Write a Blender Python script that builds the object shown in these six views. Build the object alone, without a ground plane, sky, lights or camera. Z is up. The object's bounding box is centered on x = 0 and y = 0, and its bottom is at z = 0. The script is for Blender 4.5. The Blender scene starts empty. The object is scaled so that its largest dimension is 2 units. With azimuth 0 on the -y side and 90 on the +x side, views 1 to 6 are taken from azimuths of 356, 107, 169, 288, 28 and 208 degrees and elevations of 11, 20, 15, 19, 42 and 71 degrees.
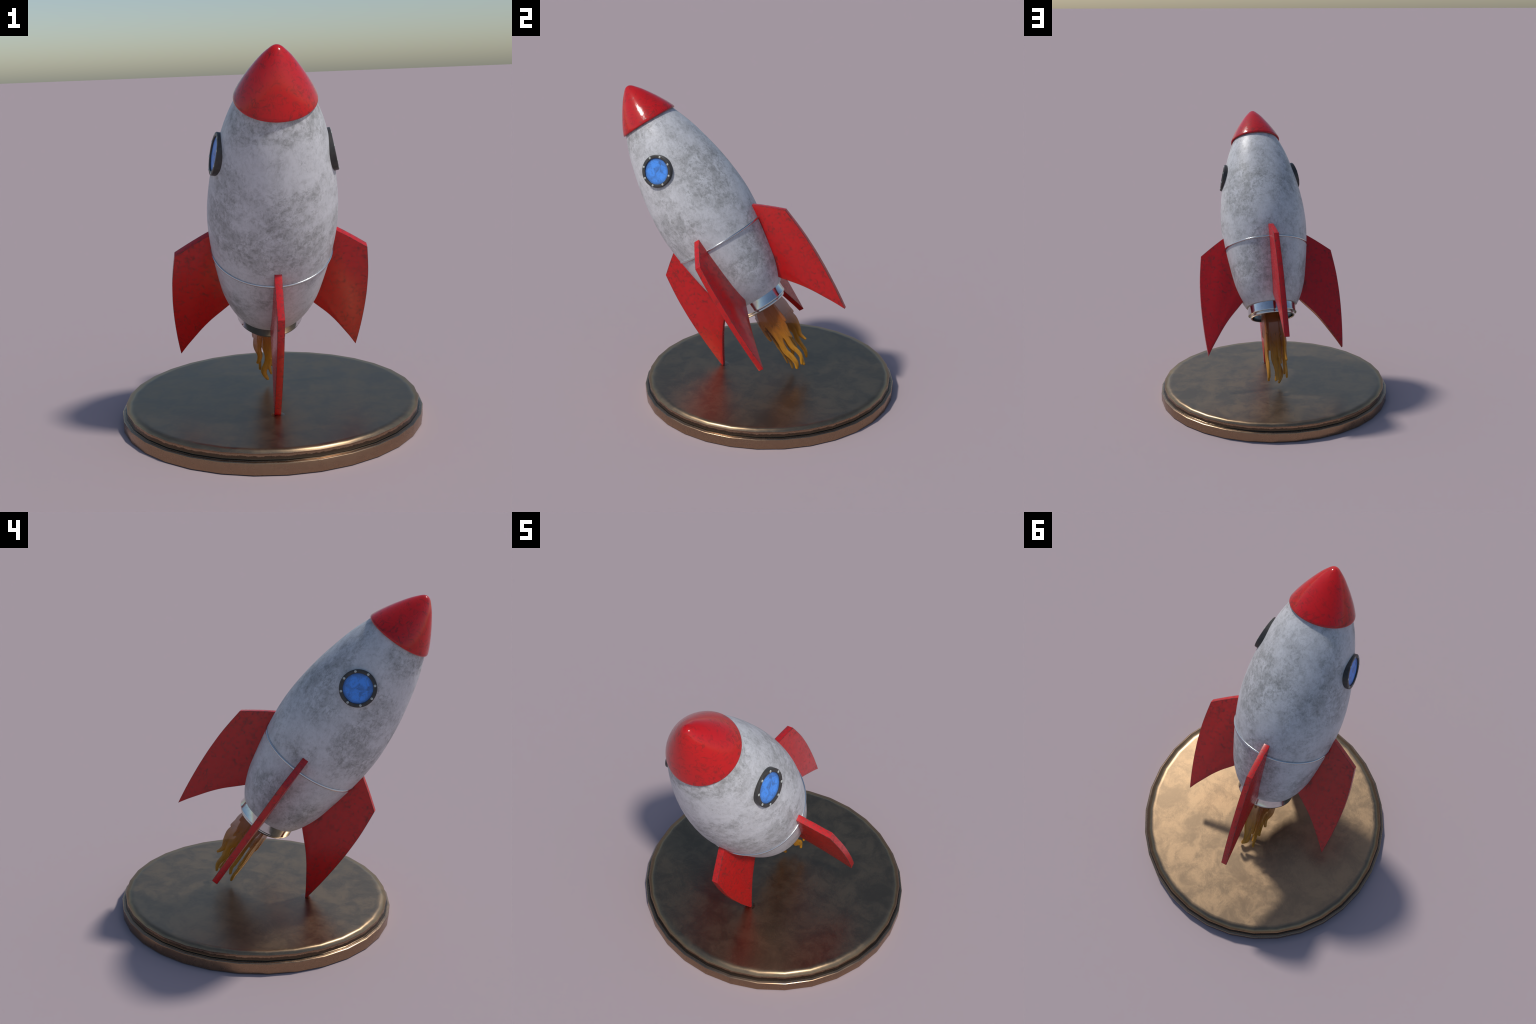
"""Tilted toy rocket on a round bronze display base (Blender 4.5, procedural)."""
import bpy, bmesh, math, random
from math import sin, cos, pi, radians, hypot
from mathutils import Vector, Matrix

random.seed(11)
TILT = radians(32.2)                       # lean of the rocket axis towards -y
AXIS_ORIGIN = Vector((0.0, 0.1664, 0.3545))  # point of the axis level with the fin tips
BASE_CENTRE = Vector((0.0, 0.065, 0.0))
ROCKET = Matrix.Translation(AXIS_ORIGIN) @ Matrix.Rotation(TILT, 4, 'X')
IDENT = Matrix.Identity(4)
scene_col = bpy.context.scene.collection


# ------------------------------------------------------------------ helpers
def catmull(pts, per=6):
    """Smooth polyline through control points (open Catmull-Rom)."""
    out = []
    n = len(pts)
    for i in range(n - 1):
        p0 = pts[max(i - 1, 0)]
        p1, p2 = pts[i], pts[i + 1]
        p3 = pts[min(i + 2, n - 1)]
        for k in range(per):
            t = k / per
            out.append(tuple(0.5 * (2 * b + (c - a) * t + (2 * a - 5 * b + 4 * c - d) * t * t
                                    + (3 * b - a - 3 * c + d) * t ** 3)
                             for a, b, c, d in zip(p0, p1, p2, p3)))
    out.append(tuple(pts[-1]))
    return out


def lathe_mesh(name, profile, segments, sharp=35.0, phase=0.0, closed=False):
    """Revolve (radius, height) points about local z."""
    bm = bmesh.new()
    rings = []
    for r, z in profile:
        if r < 1e-6:
            rings.append([bm.verts.new((0, 0, z))])
        else:
            rings.append([bm.verts.new((r * cos(phase + 2 * pi * i / segments),
                                        r * sin(phase + 2 * pi * i / segments), z))
                          for i in range(segments)])
    pairs = list(zip(rings[:-1], rings[1:]))
    if closed:
        pairs.append((rings[-1], rings[0]))
    for a, b in pairs:
        for i in range(segments):
            j = (i + 1) % segments
            if len(a) == 1 and len(b) == 1:
                continue
            if len(a) == 1:
                bm.faces.new((a[0], b[j], b[i]))
            elif len(b) == 1:
                bm.faces.new((a[i], a[j], b[0]))
            else:
                bm.faces.new((a[i], a[j], b[j], b[i]))
    bmesh.ops.recalc_face_normals(bm, faces=bm.faces)
    me = bpy.data.meshes.new(name)
    bm.to_mesh(me)
    bm.free()
    finish_mesh(me, sharp)
    return me


def finish_mesh(me, sharp):
    for p in me.polygons:
        p.use_smooth = True
    me.set_sharp_from_angle(angle=radians(sharp))


def add(name, me, mat, parent, world):
    ob = bpy.data.objects.new(name, me)
    scene_col.objects.link(ob)
    if mat and not me.materials:
        me.materials.append(mat)
    ob.parent = parent
    ob.matrix_parent_inverse = parent.matrix_world.inverted() if parent else IDENT
    ob.matrix_world = world
    bpy.context.view_layer.update()
    return ob


def apply_modifiers(ob):
    dg = bpy.context.evaluated_depsgraph_get()
    dg.update()
    me = bpy.data.meshes.new_from_object(ob.evaluated_get(dg))
    ob.modifiers.clear()
    old = ob.data
    ob.data = me
    me.name = old.name
    return me


# ---------------------------------------------------------------- materials
class Nodes:
    def __init__(self, name):
        self.mat = bpy.data.materials.new(name)
        self.mat.use_nodes = True
        self.t = self.mat.node_tree
        self.bsdf = self.t.nodes["Principled BSDF"]
        self.out = self.t.nodes["Material Output"]
        self.obj = self.new("ShaderNodeTexCoord").outputs["Object"]

    def new(self, kind, **props):
        n = self.t.nodes.new(kind)
        for k, v in props.items():
            setattr(n, k, v)
        return n

    def put(self, sock, val):
        if isinstance(val, bpy.types.NodeSocket):
            self.t.links.new(val, sock)
        elif isinstance(val, (tuple, list)) and len(val) == 3 and sock.type == 'RGBA':
            sock.default_value = (*val, 1)
        else:
            sock.default_value = val

    def mapping(self, scale=(1, 1, 1), loc=(0, 0, 0), rot=(0, 0, 0), src=None):
        n = self.new("ShaderNodeMapping")
        self.put(n.inputs["Vector"], src or self.obj)
        n.inputs["Scale"].default_value = scale
        n.inputs["Location"].default_value = loc
        n.inputs["Rotation"].default_value = rot
        return n.outputs["Vector"]

    def noise(self, scale, detail=4, rough=0.55, distort=0.0, vec=None):
        n = self.new("ShaderNodeTexNoise")
        self.put(n.inputs["Vector"], vec or self.obj)
        n.inputs["Scale"].default_value = scale
        n.inputs["Detail"].default_value = detail
        n.inputs["Roughness"].default_value = rough
        n.inputs["Distortion"].default_value = distort
        return n.outputs["Fac"]

    def voronoi(self, scale, vec=None, feature='F1'):
        n = self.new("ShaderNodeTexVoronoi", feature=feature)
        self.put(n.inputs["Vector"], vec or self.obj)
        n.inputs["Scale"].default_value = scale
        return n

    def ramp(self, fac, lo, hi, a=0.0, b=1.0):
        n = self.new("ShaderNodeMapRange", interpolation_type='SMOOTHSTEP')
        self.put(n.inputs["Value"], fac)
        n.inputs["From Min"].default_value = lo
        n.inputs["From Max"].default_value = hi
        n.inputs["To Min"].default_value = a
        n.inputs["To Max"].default_value = b
        return n.outputs["Result"]

    def math(self, op, a, b=0.0, clamp=False):
        n = self.new("ShaderNodeMath", operation=op, use_clamp=clamp)
        self.put(n.inputs[0], a)
        self.put(n.inputs[1], b)
        return n.outputs[0]

    def mix(self, fac, a, b):
        n = self.new("ShaderNodeMix", data_type='RGBA')
        self.put(n.inputs["Factor"], fac)
        self.put(n.inputs["A"], a)
        self.put(n.inputs["B"], b)
        return n.outputs["Result"]

    def xyz(self, vec=None):
        n = self.new("ShaderNodeSeparateXYZ")
        self.put(n.inputs[0], vec or self.obj)
        return n.outputs

    def bump(self, height, strength, dist):
        n = self.new("ShaderNodeBump")
        self.put(n.inputs["Height"], height)
        n.inputs["Strength"].default_value = strength
        n.inputs["Distance"].default_value = dist
        self.put(self.bsdf.inputs["Normal"], n.outputs["Normal"])

    def set(self, **kw):
        for k, v in kw.items():
            self.put(self.bsdf.inputs[k.replace("_", " ")], v)


def brushed_strokes(n, cell_scale, stroke_scale, stretch, vec=None):
    """Short strokes whose direction changes from one irregular cell to the next."""
    warp = n.new("ShaderNodeVectorMath", operation='ADD')
    nz = n.new("ShaderNodeTexNoise")
    n.put(nz.inputs["Vector"], vec or n.obj)
    nz.inputs["Scale"].default_value = cell_scale * 1.7
    sc = n.new("ShaderNodeVectorMath", operation='SCALE')
    n.put(sc.inputs[0], nz.outputs["Color"])
    sc.inputs["Scale"].default_value = 0.22
    n.put(warp.inputs[0], vec or n.obj)
    n.put(warp.inputs[1], sc.outputs[0])
    cell = n.voronoi(cell_scale, warp.outputs[0])
    ang = n.math('MULTIPLY', n.xyz(cell.outputs["Color"])[0], 6.283)
    rot = n.new("ShaderNodeVectorRotate", rotation_type='Z_AXIS')
    n.put(rot.inputs["Vector"], vec or n.obj)
    n.put(rot.inputs["Angle"], ang)
    return n.noise(stroke_scale, 4, 0.6, 0.6, n.mapping((stretch, 1, 1), src=rot.outputs[0]))


def make_paint_white():
    n = Nodes("worn_white_paint")
    patch = n.noise(3.6, 3, 0.55, 0.4, n.mapping(loc=(3.1, 0.4, 1.7)))
    cloud = n.noise(15, 5, 0.68, 0.5)
    fleck = n.noise(40, 6, 0.76, 0.35)
    scuff = brushed_strokes(n, 10, 40, 2.6)
    pits = n.noise(90, 5, 0.72, 0.8, n.mapping((1, 1, 0.55)))
    # places where handling has rubbed soot into the paint
    smudge = None
    for centre, size in (((0.02, -0.29, 1.22), 0.25), ((0.14, -0.27, 1.06), 0.14), ((0.20, 0.22, 1.18), 0.30), ((-0.22, -0.20, 1.02), 0.20),
                         ((0.0, -0.05, 1.62), 0.26), ((0.10, 0.24, 0.62), 0.18), ((-0.24, 0.08, 0.62), 0.20)):
        d = n.new("ShaderNodeVectorMath", operation='DISTANCE')
        n.put(d.inputs[0], n.obj)
        d.inputs[1].default_value = centre
        m = n.ramp(d.outputs["Value"], 0.02, size, 0.24, 0.0)
        smudge = m if smudge is None else n.math('MAXIMUM', smudge, m)
    patch = n.math('ADD', patch, n.math('SUBTRACT', smudge, 0.01))
    area = n.ramp(patch, 0.38, 0.66, 0.28, 1.0)
    soft = n.math('MULTIPLY', area, n.ramp(cloud, 0.30, 0.68, 0.15, 1.0))
    hard = n.math('MULTIPLY', n.ramp(fleck, 0.47, 0.62), n.ramp(patch, 0.38, 0.64, 0.24, 1.0))
    hard2 = n.math('MULTIPLY', n.ramp(scuff, 0.50, 0.68), n.ramp(patch, 0.38, 0.62, 0.34, 1.0))
    hard3 = n.math('MULTIPLY', n.ramp(pits, 0.52, 0.70), n.ramp(cloud, 0.40, 0.62, 0.10, 1.0))
    col = n.mix(n.math('MULTIPLY', soft, 0.76), (0.665, 0.665, 0.68), (0.30, 0.30, 0.295))
    col = n.mix(n.math('MULTIPLY', hard, 0.56), col, (0.21, 0.21, 0.20))
    col = n.mix(n.math('MULTIPLY', hard2, 0.45), col, (0.23, 0.23, 0.22))
    col = n.mix(n.math('MULTIPLY', hard3, 0.42), col, (0.23, 0.23, 0.22))
    n.set(Base_Color=col, Metallic=0.0, Roughness=n.ramp(cloud, 0.3, 0.7, 0.40, 0.52))
    n.bump(scuff, 0.10, 0.004)
    return n.mat


def make_paint_red(name, rough):
    n = Nodes(name)
    patch = n.noise(6.5, 3, 0.55, 0.3, n.mapping(loc=(1.3, 2.2, 0.6)))
    fleck = n.noise(34, 6, 0.74, 1.0)
    scuff = brushed_strokes(n, 8, 20, 4.0)
    area = n.ramp(patch, 0.36, 0.60, 0.40, 1.0)
    m1 = n.math('MULTIPLY', n.ramp(fleck, 0.50, 0.66), area)
    m2 = n.math('MULTIPLY', n.ramp(scuff, 0.53, 0.70), area)
    col = n.mix(n.math('MULTIPLY', m1, 0.66), (0.55, 0.0095, 0.0105), (0.10, 0.016, 0.013))
    col = n.mix(n.math('MULTIPLY', m2, 0.62), col, (0.11, 0.018, 0.013))
    worn = n.math('ADD', m1, m2, clamp=True)
    n.set(Base_Color=col, Roughness=n.ramp(worn, 0.0, 1.0, rough, rough + 0.12))
    n.bump(n.math('MULTIPLY', worn, -1.0), 0.05, 0.003)
    return n.mat


def make_chipped_edge():
    """Fin edges: paint chipped to dark metal in patches."""
    n = Nodes("chipped_red_edge")
    chip = n.noise(16, 5, 0.7, 0.5)
    col = n.mix(n.ramp(chip, 0.40, 0.58), (0.42, 0.010, 0.013), (0.085, 0.030, 0.022))
    n.set(Base_Color=col, Roughness=0.38)
    return n.mat


def make_bronze(top):
    """Aged bronze; the top plate is duller and brushed in all directions."""
    n = Nodes("brushed_bronze" if top else "polished_bronze")
    stroke = brushed_strokes(n, 6, 52, 9)
    patch = n.noise(7.0, 8, 0.74, 0.4)
    rub = n.noise(3.1, 3, 0.55, 0.3, n.mapping(loc=(4.2, 1.9, 0.0)))
    fine = n.noise(60, 4, 0.7, 0.5)
    if top:
        strokes = n.math('MULTIPLY', n.ramp(stroke, 0.50, 0.68), n.ramp(rub, 0.38, 0.58, 0.15, 1.0))
        m = n.math('ADD', n.ramp(patch, 0.38, 0.64, 0.0, 0.75), n.math('MULTIPLY', strokes, 0.62), clamp=True)
        col = n.mix(m, (0.255, 0.182, 0.115), (0.370, 0.254, 0.150))
        n.set(Base_Color=col, Metallic=1.0, Roughness=n.ramp(m, 0.0, 1.0, 0.34, 0.40))
        n.bump(stroke, 0.035, 0.003)
    else:
        col = n.mix(n.ramp(fine, 0.42, 0.66), (0.325, 0.215, 0.135), (0.345, 0.230, 0.145))
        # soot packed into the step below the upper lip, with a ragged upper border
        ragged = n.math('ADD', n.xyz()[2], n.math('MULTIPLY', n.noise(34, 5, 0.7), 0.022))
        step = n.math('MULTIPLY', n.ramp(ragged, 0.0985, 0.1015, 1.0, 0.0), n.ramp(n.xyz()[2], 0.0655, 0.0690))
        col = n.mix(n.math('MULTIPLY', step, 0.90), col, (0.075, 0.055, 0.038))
        n.set(Base_Color=col, Metallic=1.0, Roughness=n.ramp(patch, 0.35, 0.65, 0.22, 0.34))
        n.bump(fine, 0.02, 0.002)
    return n.mat


def make_metal(name, colour, rough, dirt=0.0):
    n = Nodes(name)
    g = n.noise(26, 5, 0.65, 0.5)
    col = n.mix(n.math('MULTIPLY', n.ramp(g, 0.5, 0.75), dirt), colour, tuple(c * 0.35 for c in colour))
    n.set(Base_Color=col, Metallic=1.0, Roughness=n.ramp(g, 0.35, 0.7, rough, rough + 0.08))
    return n.mat


def make_frame_paint():
    n = Nodes("dark_frame_paint")
    g = n.noise(40, 4, 0.6)
    n.set(Base_Color=n.mix(n.ramp(g, 0.4, 0.7), (0.038, 0.036, 0.034), (0.055, 0.052, 0.047)),
          Metallic=0.0, Roughness=0.42)
    return n.mat


def make_bolt_paint():
    n = Nodes("pale_bolt_paint")
    g = n.noise(70, 3, 0.6)
    n.set(Base_Color=n.mix(n.ramp(g, 0.4, 0.7), (0.44, 0.47, 0.43), (0.56, 0.59, 0.55)), Roughness=0.5)
    return n.mat


def make_window():
    n = Nodes("smoky_blue_glass")
    cloud = n.noise(22, 5, 0.66, 0.6, n.mapping(loc=(0.3, 0.9, 0.2)))
    fleck = n.noise(60, 4, 0.7, 0.6)
    x, y, z = n.xyz()
    rad = n.math('SQRT', n.math('ADD', n.math('MULTIPLY', x, x), n.math('MULTIPLY', y, y)))
    rim = n.math('MULTIPLY', n.ramp(rad, 0.055, 0.083), n.ramp(cloud, 0.30, 0.55, 0.25, 1.0))
    soot = n.math('ADD', n.math('MULTIPLY', n.ramp(cloud, 0.44, 0.68), 0.56),
                  n.math('MULTIPLY', n.ramp(fleck, 0.50, 0.70), 0.34), clamp=True)
    soot = n.math('MAXIMUM', soot, n.math('MULTIPLY', rim, 0.72))
    col = n.mix(soot, (0.085, 0.33, 0.95), (0.045, 0.075, 0.16))
    n.set(Base_Color=col, Roughness=0.40, Specular_IOR_Level=0.35)
    return n.mat


def make_flame():
    """Amber resin: clear and reddish where it leaves the nozzle, denser and yellower at the tips."""
    n = Nodes("amber_flame_resin")
    z = n.xyz()[2]
    fleck = n.noise(60, 5, 0.7, 0.8, n.mapping((1, 1, 0.22)))
    down = n.ramp(z, -0.12, 0.24, 1.0, 0.0)
    col = n.mix(down, (0.40, 0.098, 0.014), (0.57, 0.250, 0.013))
    col = n.mix(n.math('MULTIPLY', n.ramp(fleck, 0.44, 0.68), 0.50), col, (0.16, 0.075, 0.02))
    n.set(Base_Color=col, Roughness=0.30)
    clear = n.new("ShaderNodeBsdfTransparent")
    mixer = n.new("ShaderNodeMixShader")
    n.put(mixer.inputs[0], n.ramp(z, -0.04, 0.24, 0.82, 0.50))
    n.put(mixer.inputs[1], clear.outputs[0])
    n.put(mixer.inputs[2], n.bsdf.outputs[0])
    n.put(n.out.inputs["Surface"], mixer.outputs[0])
    return n.mat


WHITE = make_paint_white()
RED_GLOSS = make_paint_red("glossy_red_paint", 0.12)
RED_FIN = make_paint_red("satin_red_paint", 0.26)
BRONZE_TOP = make_bronze(True)
BRONZE_EDGE = make_bronze(False)
CHROME = make_metal("polished_steel", (0.66, 0.665, 0.66), 0.11, 0.25)
BOLT_STEEL = make_bolt_paint()
CHIPPED = make_chipped_edge()
FRAME = make_frame_paint()
GLASS = make_window()
FLAME = make_flame()

# ------------------------------------------------------------------ the thing
thing = bpy.data.objects.new("toy_rocket", None)
scene_col.objects.link(thing)
thing.location = BASE_CENTRE
thing["label"] = "leaning retro toy rocket, red fins, on round bronze stand"
thing["category"] = "toy rocket"
bpy.context.view_layer.update()

# ---------------------------------------------------------------- bronze base
BASE_M = Matrix.Translation(BASE_CENTRE)
plinth = [(0.0, 0.0), (0.8310, 0.0), (0.8360, 0.0030), (0.8362, 0.0575), (0.8350, 0.0615), (0.8325, 0.0638), (0.8290, 0.0652),
          (0.8245, 0.0660), (0.8215, 0.0672), (0.8200, 0.0696), (0.8165, 0.0703), (0.8135, 0.0715), (0.8122, 0.0745),
          (0.8122, 0.0990), (0.8135, 0.1010), (0.8135, 0.1035), (0.8122, 0.1056)]
base = add("display_base", lathe_mesh("display_base", plinth, 32, 30), BRONZE_EDGE, thing, BASE_M)
top = [(0.8122, 0.1056), (0.8095, 0.1072), (0.8030, 0.1090), (0.7950, 0.1103), (0.7850, 0.1112),
       (0.7740, 0.1117), (0.7600, 0.1118), (0.40, 0.1118), (0.0, 0.1118)]
plate_me = lathe_mesh("top_plate", top, 32, 60)
# the lip reads as a soft roll: lean the vertex normals outwards towards the rim
lip_normals = []
for v in plate_me.vertices:
    r = hypot(v.co.x, v.co.y)
    t = min(max((r - 0.762) / (0.8122 - 0.762), 0.0), 1.0)
    lean = radians(58) * t * t * (3 - 2 * t)
    k = sin(lean) / max(r, 1e-6)
    lip_normals.append((v.co.x * k, v.co.y * k, cos(lean)))
plate_me.normals_split_custom_set_from_vertices(lip_normals)
add("top_plate", plate_me, BRONZE_TOP, base, BASE_M)

# ----------------------------------------------------------------- rocket hull
HULL = [(0.1890, 0.3530), (0.2060, 0.3810), (0.2251, 0.4200), (0.2475, 0.4800), (0.2660, 0.5500), (0.2925, 0.7000),
        (0.3128, 0.8500), (0.3212, 1.0000), (0.3113, 1.1500), (0.2884, 1.3000), (0.2531, 1.4500),
        (0.2206, 1.5600), (0.1762, 1.6700)]
hull_curve = [(r + 0.0012, z) for r, z in catmull(HULL, 7)]


def hull_radius(s):
    for (r0, z0), (r1, z1) in zip(hull_curve[:-1], hull_curve[1:]):
        if z0 <= s <= z1:
            return r0 + (r1 - r0) * (s - z0) / (z1 - z0)
    return hull_curve[0][0]


hull_profile = [(0.165, 0.3560), (0.1835, 0.3500), (0.1868, 0.3505)] + hull_curve + [(0.165, 1.690)]
add("hull", lathe_mesh("hull", hull_profile, 96, 40), WHITE, thing, ROCKET)

nose = [(0.150, 1.6830), (0.1740, 1.6775), (0.1820, 1.6735), (0.1870, 1.6730), (0.1895, 1.6765), (0.1888, 1.6820)] + \
    catmull([(0.1860, 1.6900), (0.1665, 1.7300), (0.1378, 1.7800), (0.1055, 1.8300), (0.0695, 1.8800),
             (0.0365, 1.9170), (0.0255, 1.9275)], 6) + [(0.0185, 1.9327), (0.0100, 1.9362), (0.0, 1.9375)]
add("nose_cone", lathe_mesh("nose_cone", nose, 72, 50), RED_GLOSS, thing, ROCKET)

# chrome trim ring round the hull
BAND_S = 0.797
rb = hull_radius(BAND_S)
band = [(rb + 0.0022 + 0.0062 * cos(a), BAND_S + 0.0066 * sin(a)) for a in
        [2 * pi * i / 12 for i in range(12)]]
add("trim_ring", lathe_mesh("trim_ring", band, 96, 60, closed=True), CHROME, thing, ROCKET)

# exhaust nozzle: collar, groove, lip and a hollow bore
nozzle = [(0.172, 0.3560), (0.1765, 0.3520), (0.1770, 0.3400), (0.1775, 0.3050), (0.1795, 0.2950), (0.1800, 0.2905),
          (0.1785, 0.2870), (0.1740, 0.2855), (0.1590, 0.2850), (0.1585, 0.2820), (0.1630, 0.2805), (0.1645, 0.2780), (0.1645, 0.2720),
          (0.1625, 0.2665), (0.1595, 0.2640), (0.1530, 0.2640), (0.1505, 0.2660), (0.1495, 0.2800),
          (0.1480, 0.3150), (0.0, 0.3180)]
add("exhaust_nozzle", lathe_mesh("exhaust_nozzle", nozzle, 72, 45), CHROME, thing, ROCKET)

# ------------------------------------------------------------------------ fins
FIN_TOP = catmull([(0.270, 0.9120), (0.318, 0.8860), (0.372, 0.8490), (0.421, 0.8130), (0.460, 0.7830), (0.4945, 0.7560)], 3)
FIN_OUT = catmull([(0.4945, 0.7560), (0.5070, 0.6600), (0.5165, 0.5650), (0.5205, 0.4700), (0.5215, 0.4000),
                   (0.5190, 0.2900), (0.5120, 0.1700), (0.5030, 0.0700), (0.4955, 0.0060)], 3)
FIN_LOW = catmull([(0.4955, 0.0060), (0.4590, 0.0700), (0.4170, 0.1360), (0.3690, 0.2090), (0.3170, 0.2770),
                   (0.2620, 0.3370), (0.2170, 0.3860), (0.185, 0.4250)], 3)
FIN_THICK = 0.0370


def fin_mesh():
    outline = FIN_TOP + FIN_OUT[1:] + FIN_LOW[1:]
    root = [(hull_radius(s) - 0.025, s) for s in (0.50, 0.60, 0.70, 0.80, 0.87)]
    outline += root
    bm = bmesh.new()
    sides = []
    for y in (-FIN_THICK / 2, FIN_THICK / 2):
        sides.append([bm.verts.new((r, y, s)) for r, s in outline])
    bm.faces.new(sides[0])
    bm.faces.new(list(reversed(sides[1])))
    n = len(outline)
    for i in range(n):
        j = (i + 1) % n
        bm.faces.new((sides[0][j], sides[0][i], sides[1][i], sides[1][j]))
    bmesh.ops.recalc_face_normals(bm, faces=bm.faces)
    edges = [e for e in bm.edges if len(e.link_faces) == 2 and e.calc_face_angle(0) > radians(50)]
    chamfer = bmesh.ops.bevel(bm, geom=edges, offset=0.0024, segments=2, affect='EDGES', profile=0.6)
    for f in chamfer["faces"]:
        f.material_index = 1
    me = bpy.data.meshes.new("fin")
    bm.to_mesh(me)
    bm.free()
    finish_mesh(me, 30)
    return me


fin = fin_mesh()
fin.materials.append(RED_FIN)
fin.materials.append(CHIPPED)
for q in range(4):
    add("fin", fin, RED_FIN, thing, ROCKET @ Matrix.Rotation(q * pi / 2, 4, 'Z'))

# pale spot where the lowest fin meets the plate, built as a low dome
pale_spot = lathe_mesh("pale_fin_spot", [(0.044, -0.0005), (0.032, 0.0007), (0.020, 0.0014), (0.0, 0.0018)], 20, 80)
add("pale_fin_spot", pale_spot, BRONZE_EDGE, thing, Matrix.Translation((0.0, -0.262, 0.1117)))

# ------------------------------------------------------------------- portholes
PORT_S, PORT_X = 1.3825, 0.2845
PORT_LEAN = radians(13.2)
frame_profile = [(0.0835, -0.0600), (0.1005, -0.0600), (0.1020, -0.0500), (0.1020, -0.0030), (0.0998, -0.0008), (0.0975, 0.0),
                 (0.0845, 0.0), (0.0825, -0.0006), (0.0815, -0.0025), (0.0812, -0.0150)]
frame_me = lathe_mesh("porthole_frame", frame_profile, 48, 40, closed=True)
glass_me = lathe_mesh("window_pane", [(0.083, -0.0120), (0.083, -0.0072), (0.060, -0.0066), (0.030, -0.0062), (0.0, -0.0060)], 48, 40)
bolt_me = lathe_mesh("bolt", [(0.0070, -0.002), (0.0070, 0.0006), (0.0062, 0.0016), (0.0036, 0.0023), (0.0, 0.0025)], 14, 60)
for side in (1, -1):
    # porthole frame of reference: local z points out of the hull, local x runs up the rocket
    out = Vector((side * cos(PORT_LEAN), 0, sin(PORT_LEAN)))
    up = Vector((-side * sin(PORT_LEAN), 0, cos(PORT_LEAN)))
    lat = out.cross(up)
    rot = Matrix((up, lat, out)).transposed().to_4x4()
    m = ROCKET @ Matrix.Translation((side * PORT_X, 0, PORT_S)) @ rot
    port = add("porthole", frame_me, FRAME, thing, m)
    add("window_pane", glass_me, GLASS, port, m)
    for k in range(8):
        a = 2 * pi * k / 8
        add("bolt", bolt_me, BOLT_STEEL, port, m @ Matrix.Translation((0.0915 * cos(a), 0.0915 * sin(a), 0)))


# --------------------------------------------------------------- exhaust flames
def tongue(bm, pts, thick):
    """Flattened tapering tube along (height, sideways, half-width) control points."""
    path = catmull(pts, 6)
    rings = []
    n = 14
    for i, (s, w, hw) in enumerate(path):
        a = path[max(i - 1, 0)]
        b = path[min(i + 1, len(path) - 1)]
        ds, dw = b[0] - a[0], b[1] - a[1]
        L = hypot(ds, dw) or 1
        ns, nw = -dw / L, ds / L            # in-plane normal
        th = min(thick, hw * 0.95)
        rings.append([bm.verts.new((th * sin(2 * pi * k / n), w + nw * hw * cos(2 * pi * k / n),
                                    s + ns * hw * cos(2 * pi * k / n))) for k in range(n)])
    for a, b in zip(rings[:-1], rings[1:]):
        for k in range(n):
            j = (k + 1) % n
            bm.faces.new((a[k], a[j], b[j], b[k]))
    bm.faces.new(rings[0])
    bm.faces.new(list(reversed(rings[-1])))


def flame_mesh(tongues, thick):
    bm = bmesh.new()
    for pts in tongues:
        tongue(bm, pts, thick)
    bmesh.ops.recalc_face_normals(bm, faces=bm.faces)
    me = bpy.data.meshes.new("flame")
    bm.to_mesh(me)
    bm.free()
    ob = bpy.data.objects.new("flame_tmp", me)
    scene_col.objects.link(ob)
    rm = ob.modifiers.new("r", 'REMESH')
    rm.mode = 'VOXEL'
    rm.voxel_size = 0.0026
    sm = ob.modifiers.new("s", 'SMOOTH')
    sm.iterations = 4
    me = apply_modifiers(ob)
    bpy.data.objects.remove(ob)
    finish_mesh(me, 180)
    me.name = "flame"
    return me


# each sheet: tongues as (height along axis, sideways, half-width)
SHEET_RIGHT = [
    [(0.330, 0.030, .040), (0.237, 0.032, .052), (0.160, 0.025, .056), (0.088, 0.022, .046), (0.010, 0.008, .024), (-0.060, 0.002, .022),
     (-0.120, 0.020, .021), (-0.165, 0.024, .018), (-0.198, 0.010, .012), (-0.206, 0.006, .006)],
    [(0.150, 0.040, .038), (0.060, 0.058, .026), (0.010, 0.062, .020), (-0.050, 0.062, .018), (-0.100, 0.078, .017),
     (-0.138, 0.080, .014), (-0.184, 0.058, .010), (-0.192, 0.053, .005)],
    [(0.300, 0.060, .032), (0.235, 0.084, .034), (0.185, 0.100, .024), (0.145, 0.114, .015), (0.120, 0.122, .007)],
    [(0.280, 0.055, .025), (0.190, 0.080, .022), (0.110, 0.092, .022), (0.050, 0.090, .015), (0.020, 0.094, .010), (0.004, 0.098, .005)],
    [(0.260, 0.000, .028), (0.200, -0.030, .020), (0.150, -0.042, .012), (0.120, -0.042, .006)],
]
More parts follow.
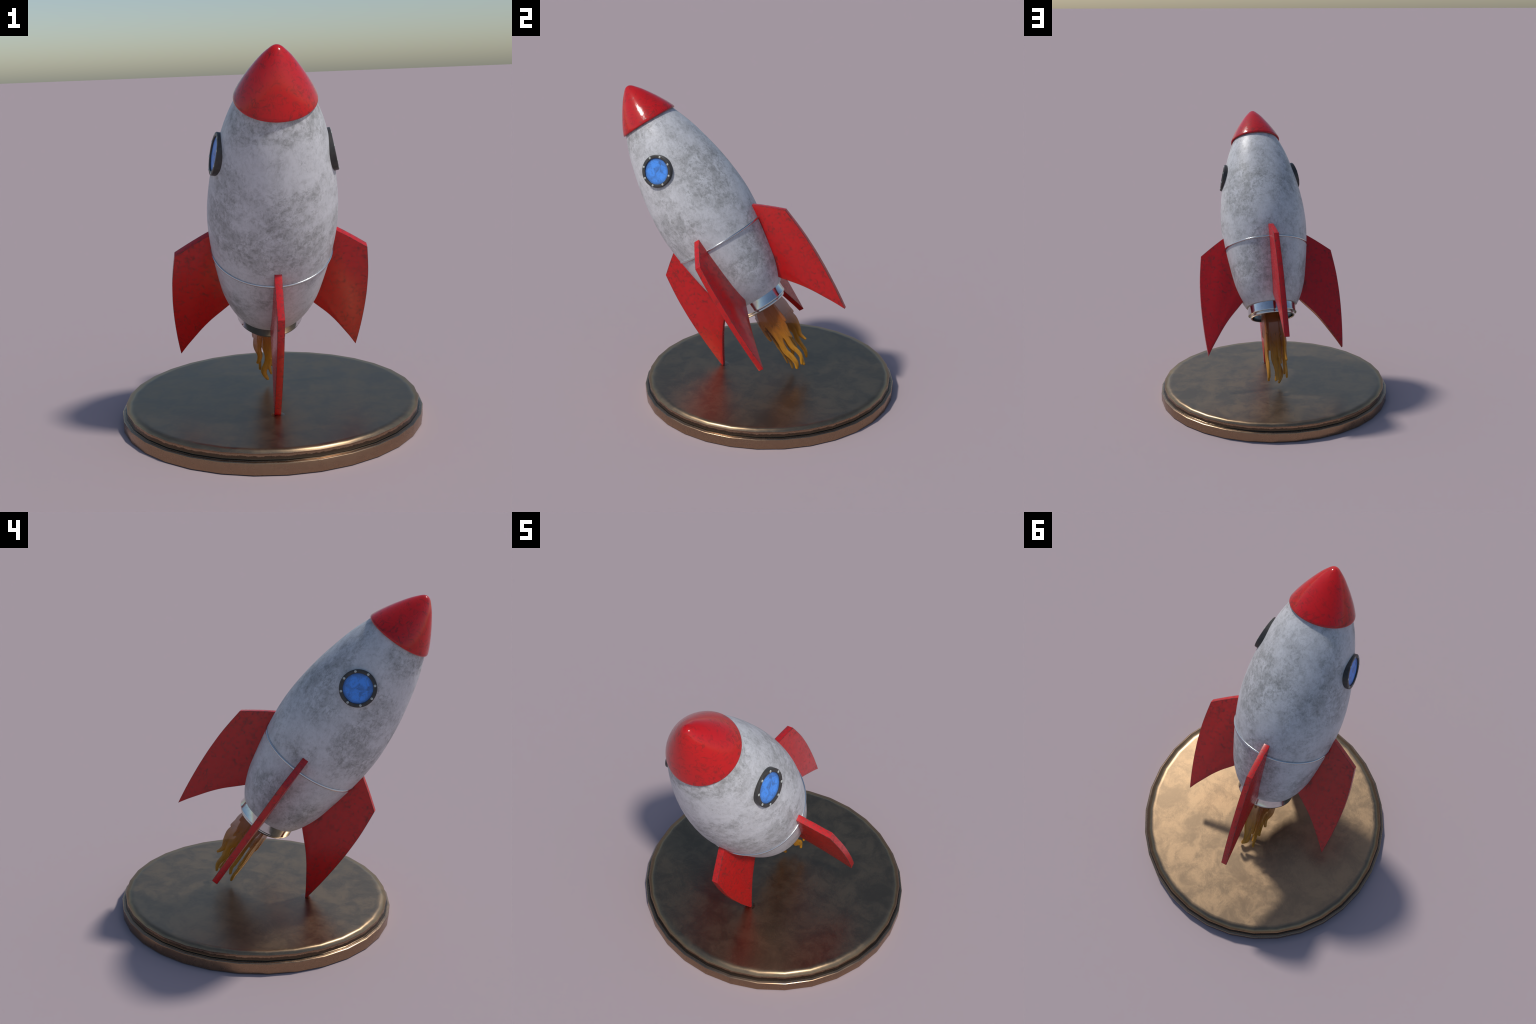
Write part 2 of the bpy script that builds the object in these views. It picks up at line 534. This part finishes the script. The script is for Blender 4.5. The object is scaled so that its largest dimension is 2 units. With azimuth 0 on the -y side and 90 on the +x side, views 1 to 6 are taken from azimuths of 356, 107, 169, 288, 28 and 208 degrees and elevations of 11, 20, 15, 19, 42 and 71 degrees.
SHEET_LEFT = [
    [(0.330, 0.020, .045), (0.230, 0.032, .064), (0.140, 0.046, .066), (0.060, 0.066, .048), (0.000, 0.074, .022), (-0.060, 0.062, .020),
     (-0.100, 0.064, .018), (-0.150, 0.067, .015), (-0.190, 0.052, .009), (-0.198, 0.047, .005)],
    [(0.300, 0.080, .030), (0.220, 0.112, .026), (0.170, 0.122, .020), (0.135, 0.136, .012), (0.122, 0.141, .006)],
    [(0.170, 0.078, .042), (0.090, 0.112, .032), (0.025, 0.112, .022), (-0.025, 0.100, .016), (-0.055, 0.104, .013), (-0.084, 0.117, .008)],
    [(0.160, 0.015, .045), (0.060, 0.006, .034), (-0.030, -0.008, .022), (-0.070, -0.014, .016), (-0.110, -0.014, .013), (-0.150, -0.030, .009), (-0.156, -0.034, .005)],
    [(0.260, -0.010, .030), (0.180, -0.034, .022), (0.120, -0.040, .014), (0.080, -0.036, .007)],
]
SHEET_FRONT = [
    [(0.330, 0.000, .050), (0.230, -0.008, .058), (0.150, -0.010, .050), (0.080, -0.014, .036), (0.000, -0.006, .025), (-0.060, -0.010, .021),
     (-0.130, -0.030, .018), (-0.170, -0.026, .015), (-0.210, -0.008, .009), (-0.217, -0.005, .005)],
    [(0.260, -0.050, .028), (0.180, -0.066, .022), (0.100, -0.072, .024), (0.050, -0.070, .020), (0.000, -0.056, .016), (-0.040, -0.058, .013), (-0.074, -0.069, .009)],
    [(0.240, -0.075, .020), (0.180, -0.090, .013), (0.145, -0.091, .009)],
    [(-0.020, 0.004, .016), (-0.080, -0.002, .012), (-0.120, 0.003, .010), (-0.164, 0.013, .006)],
    [(0.220, 0.030, .030), (0.140, 0.044, .020), (0.070, 0.046, .014), (0.030, 0.040, .008)],
]
SHEET_BACK = [
    [(0.330, 0.010, .045), (0.230, 0.012, .045), (0.120, 0.014, .032), (0.020, 0.020, .028), (-0.050, 0.024, .027), (-0.115, 0.012, .025),
     (-0.170, 0.010, .022), (-0.205, 0.026, .014), (-0.215, 0.024, .008)],
    [(0.270, 0.045, .025), (0.200, 0.058, .016), (0.140, 0.062, .015), (0.080, 0.058, .014), (0.030, 0.056, .011), (0.008, 0.053, .006)],
    [(0.240, -0.010, .030), (0.170, -0.022, .018), (0.112, -0.030, .009)],
    [(0.150, -0.010, .020), (0.070, -0.018, .017), (0.000, -0.016, .014), (-0.092, -0.018, .008)],
]
for tongues, thick, mtx in (
        (SHEET_RIGHT, 0.0085, Matrix.Translation((0.077, 0.0, 0))),
        (SHEET_LEFT, 0.0085, Matrix.Translation((-0.050, 0.0, 0))),
        # front/back sheets: local y (sideways) -> rocket x
        (SHEET_FRONT, 0.0115, Matrix.Translation((0, -0.060, 0)) @ Matrix.Rotation(-pi / 2 - radians(9), 4, 'Z')),
        (SHEET_BACK, 0.0095, Matrix.Translation((0, 0.045, 0)) @ Matrix.Rotation(-pi / 2, 4, 'Z'))):
    add("flame", flame_mesh(tongues, thick), FLAME, thing, ROCKET @ mtx)
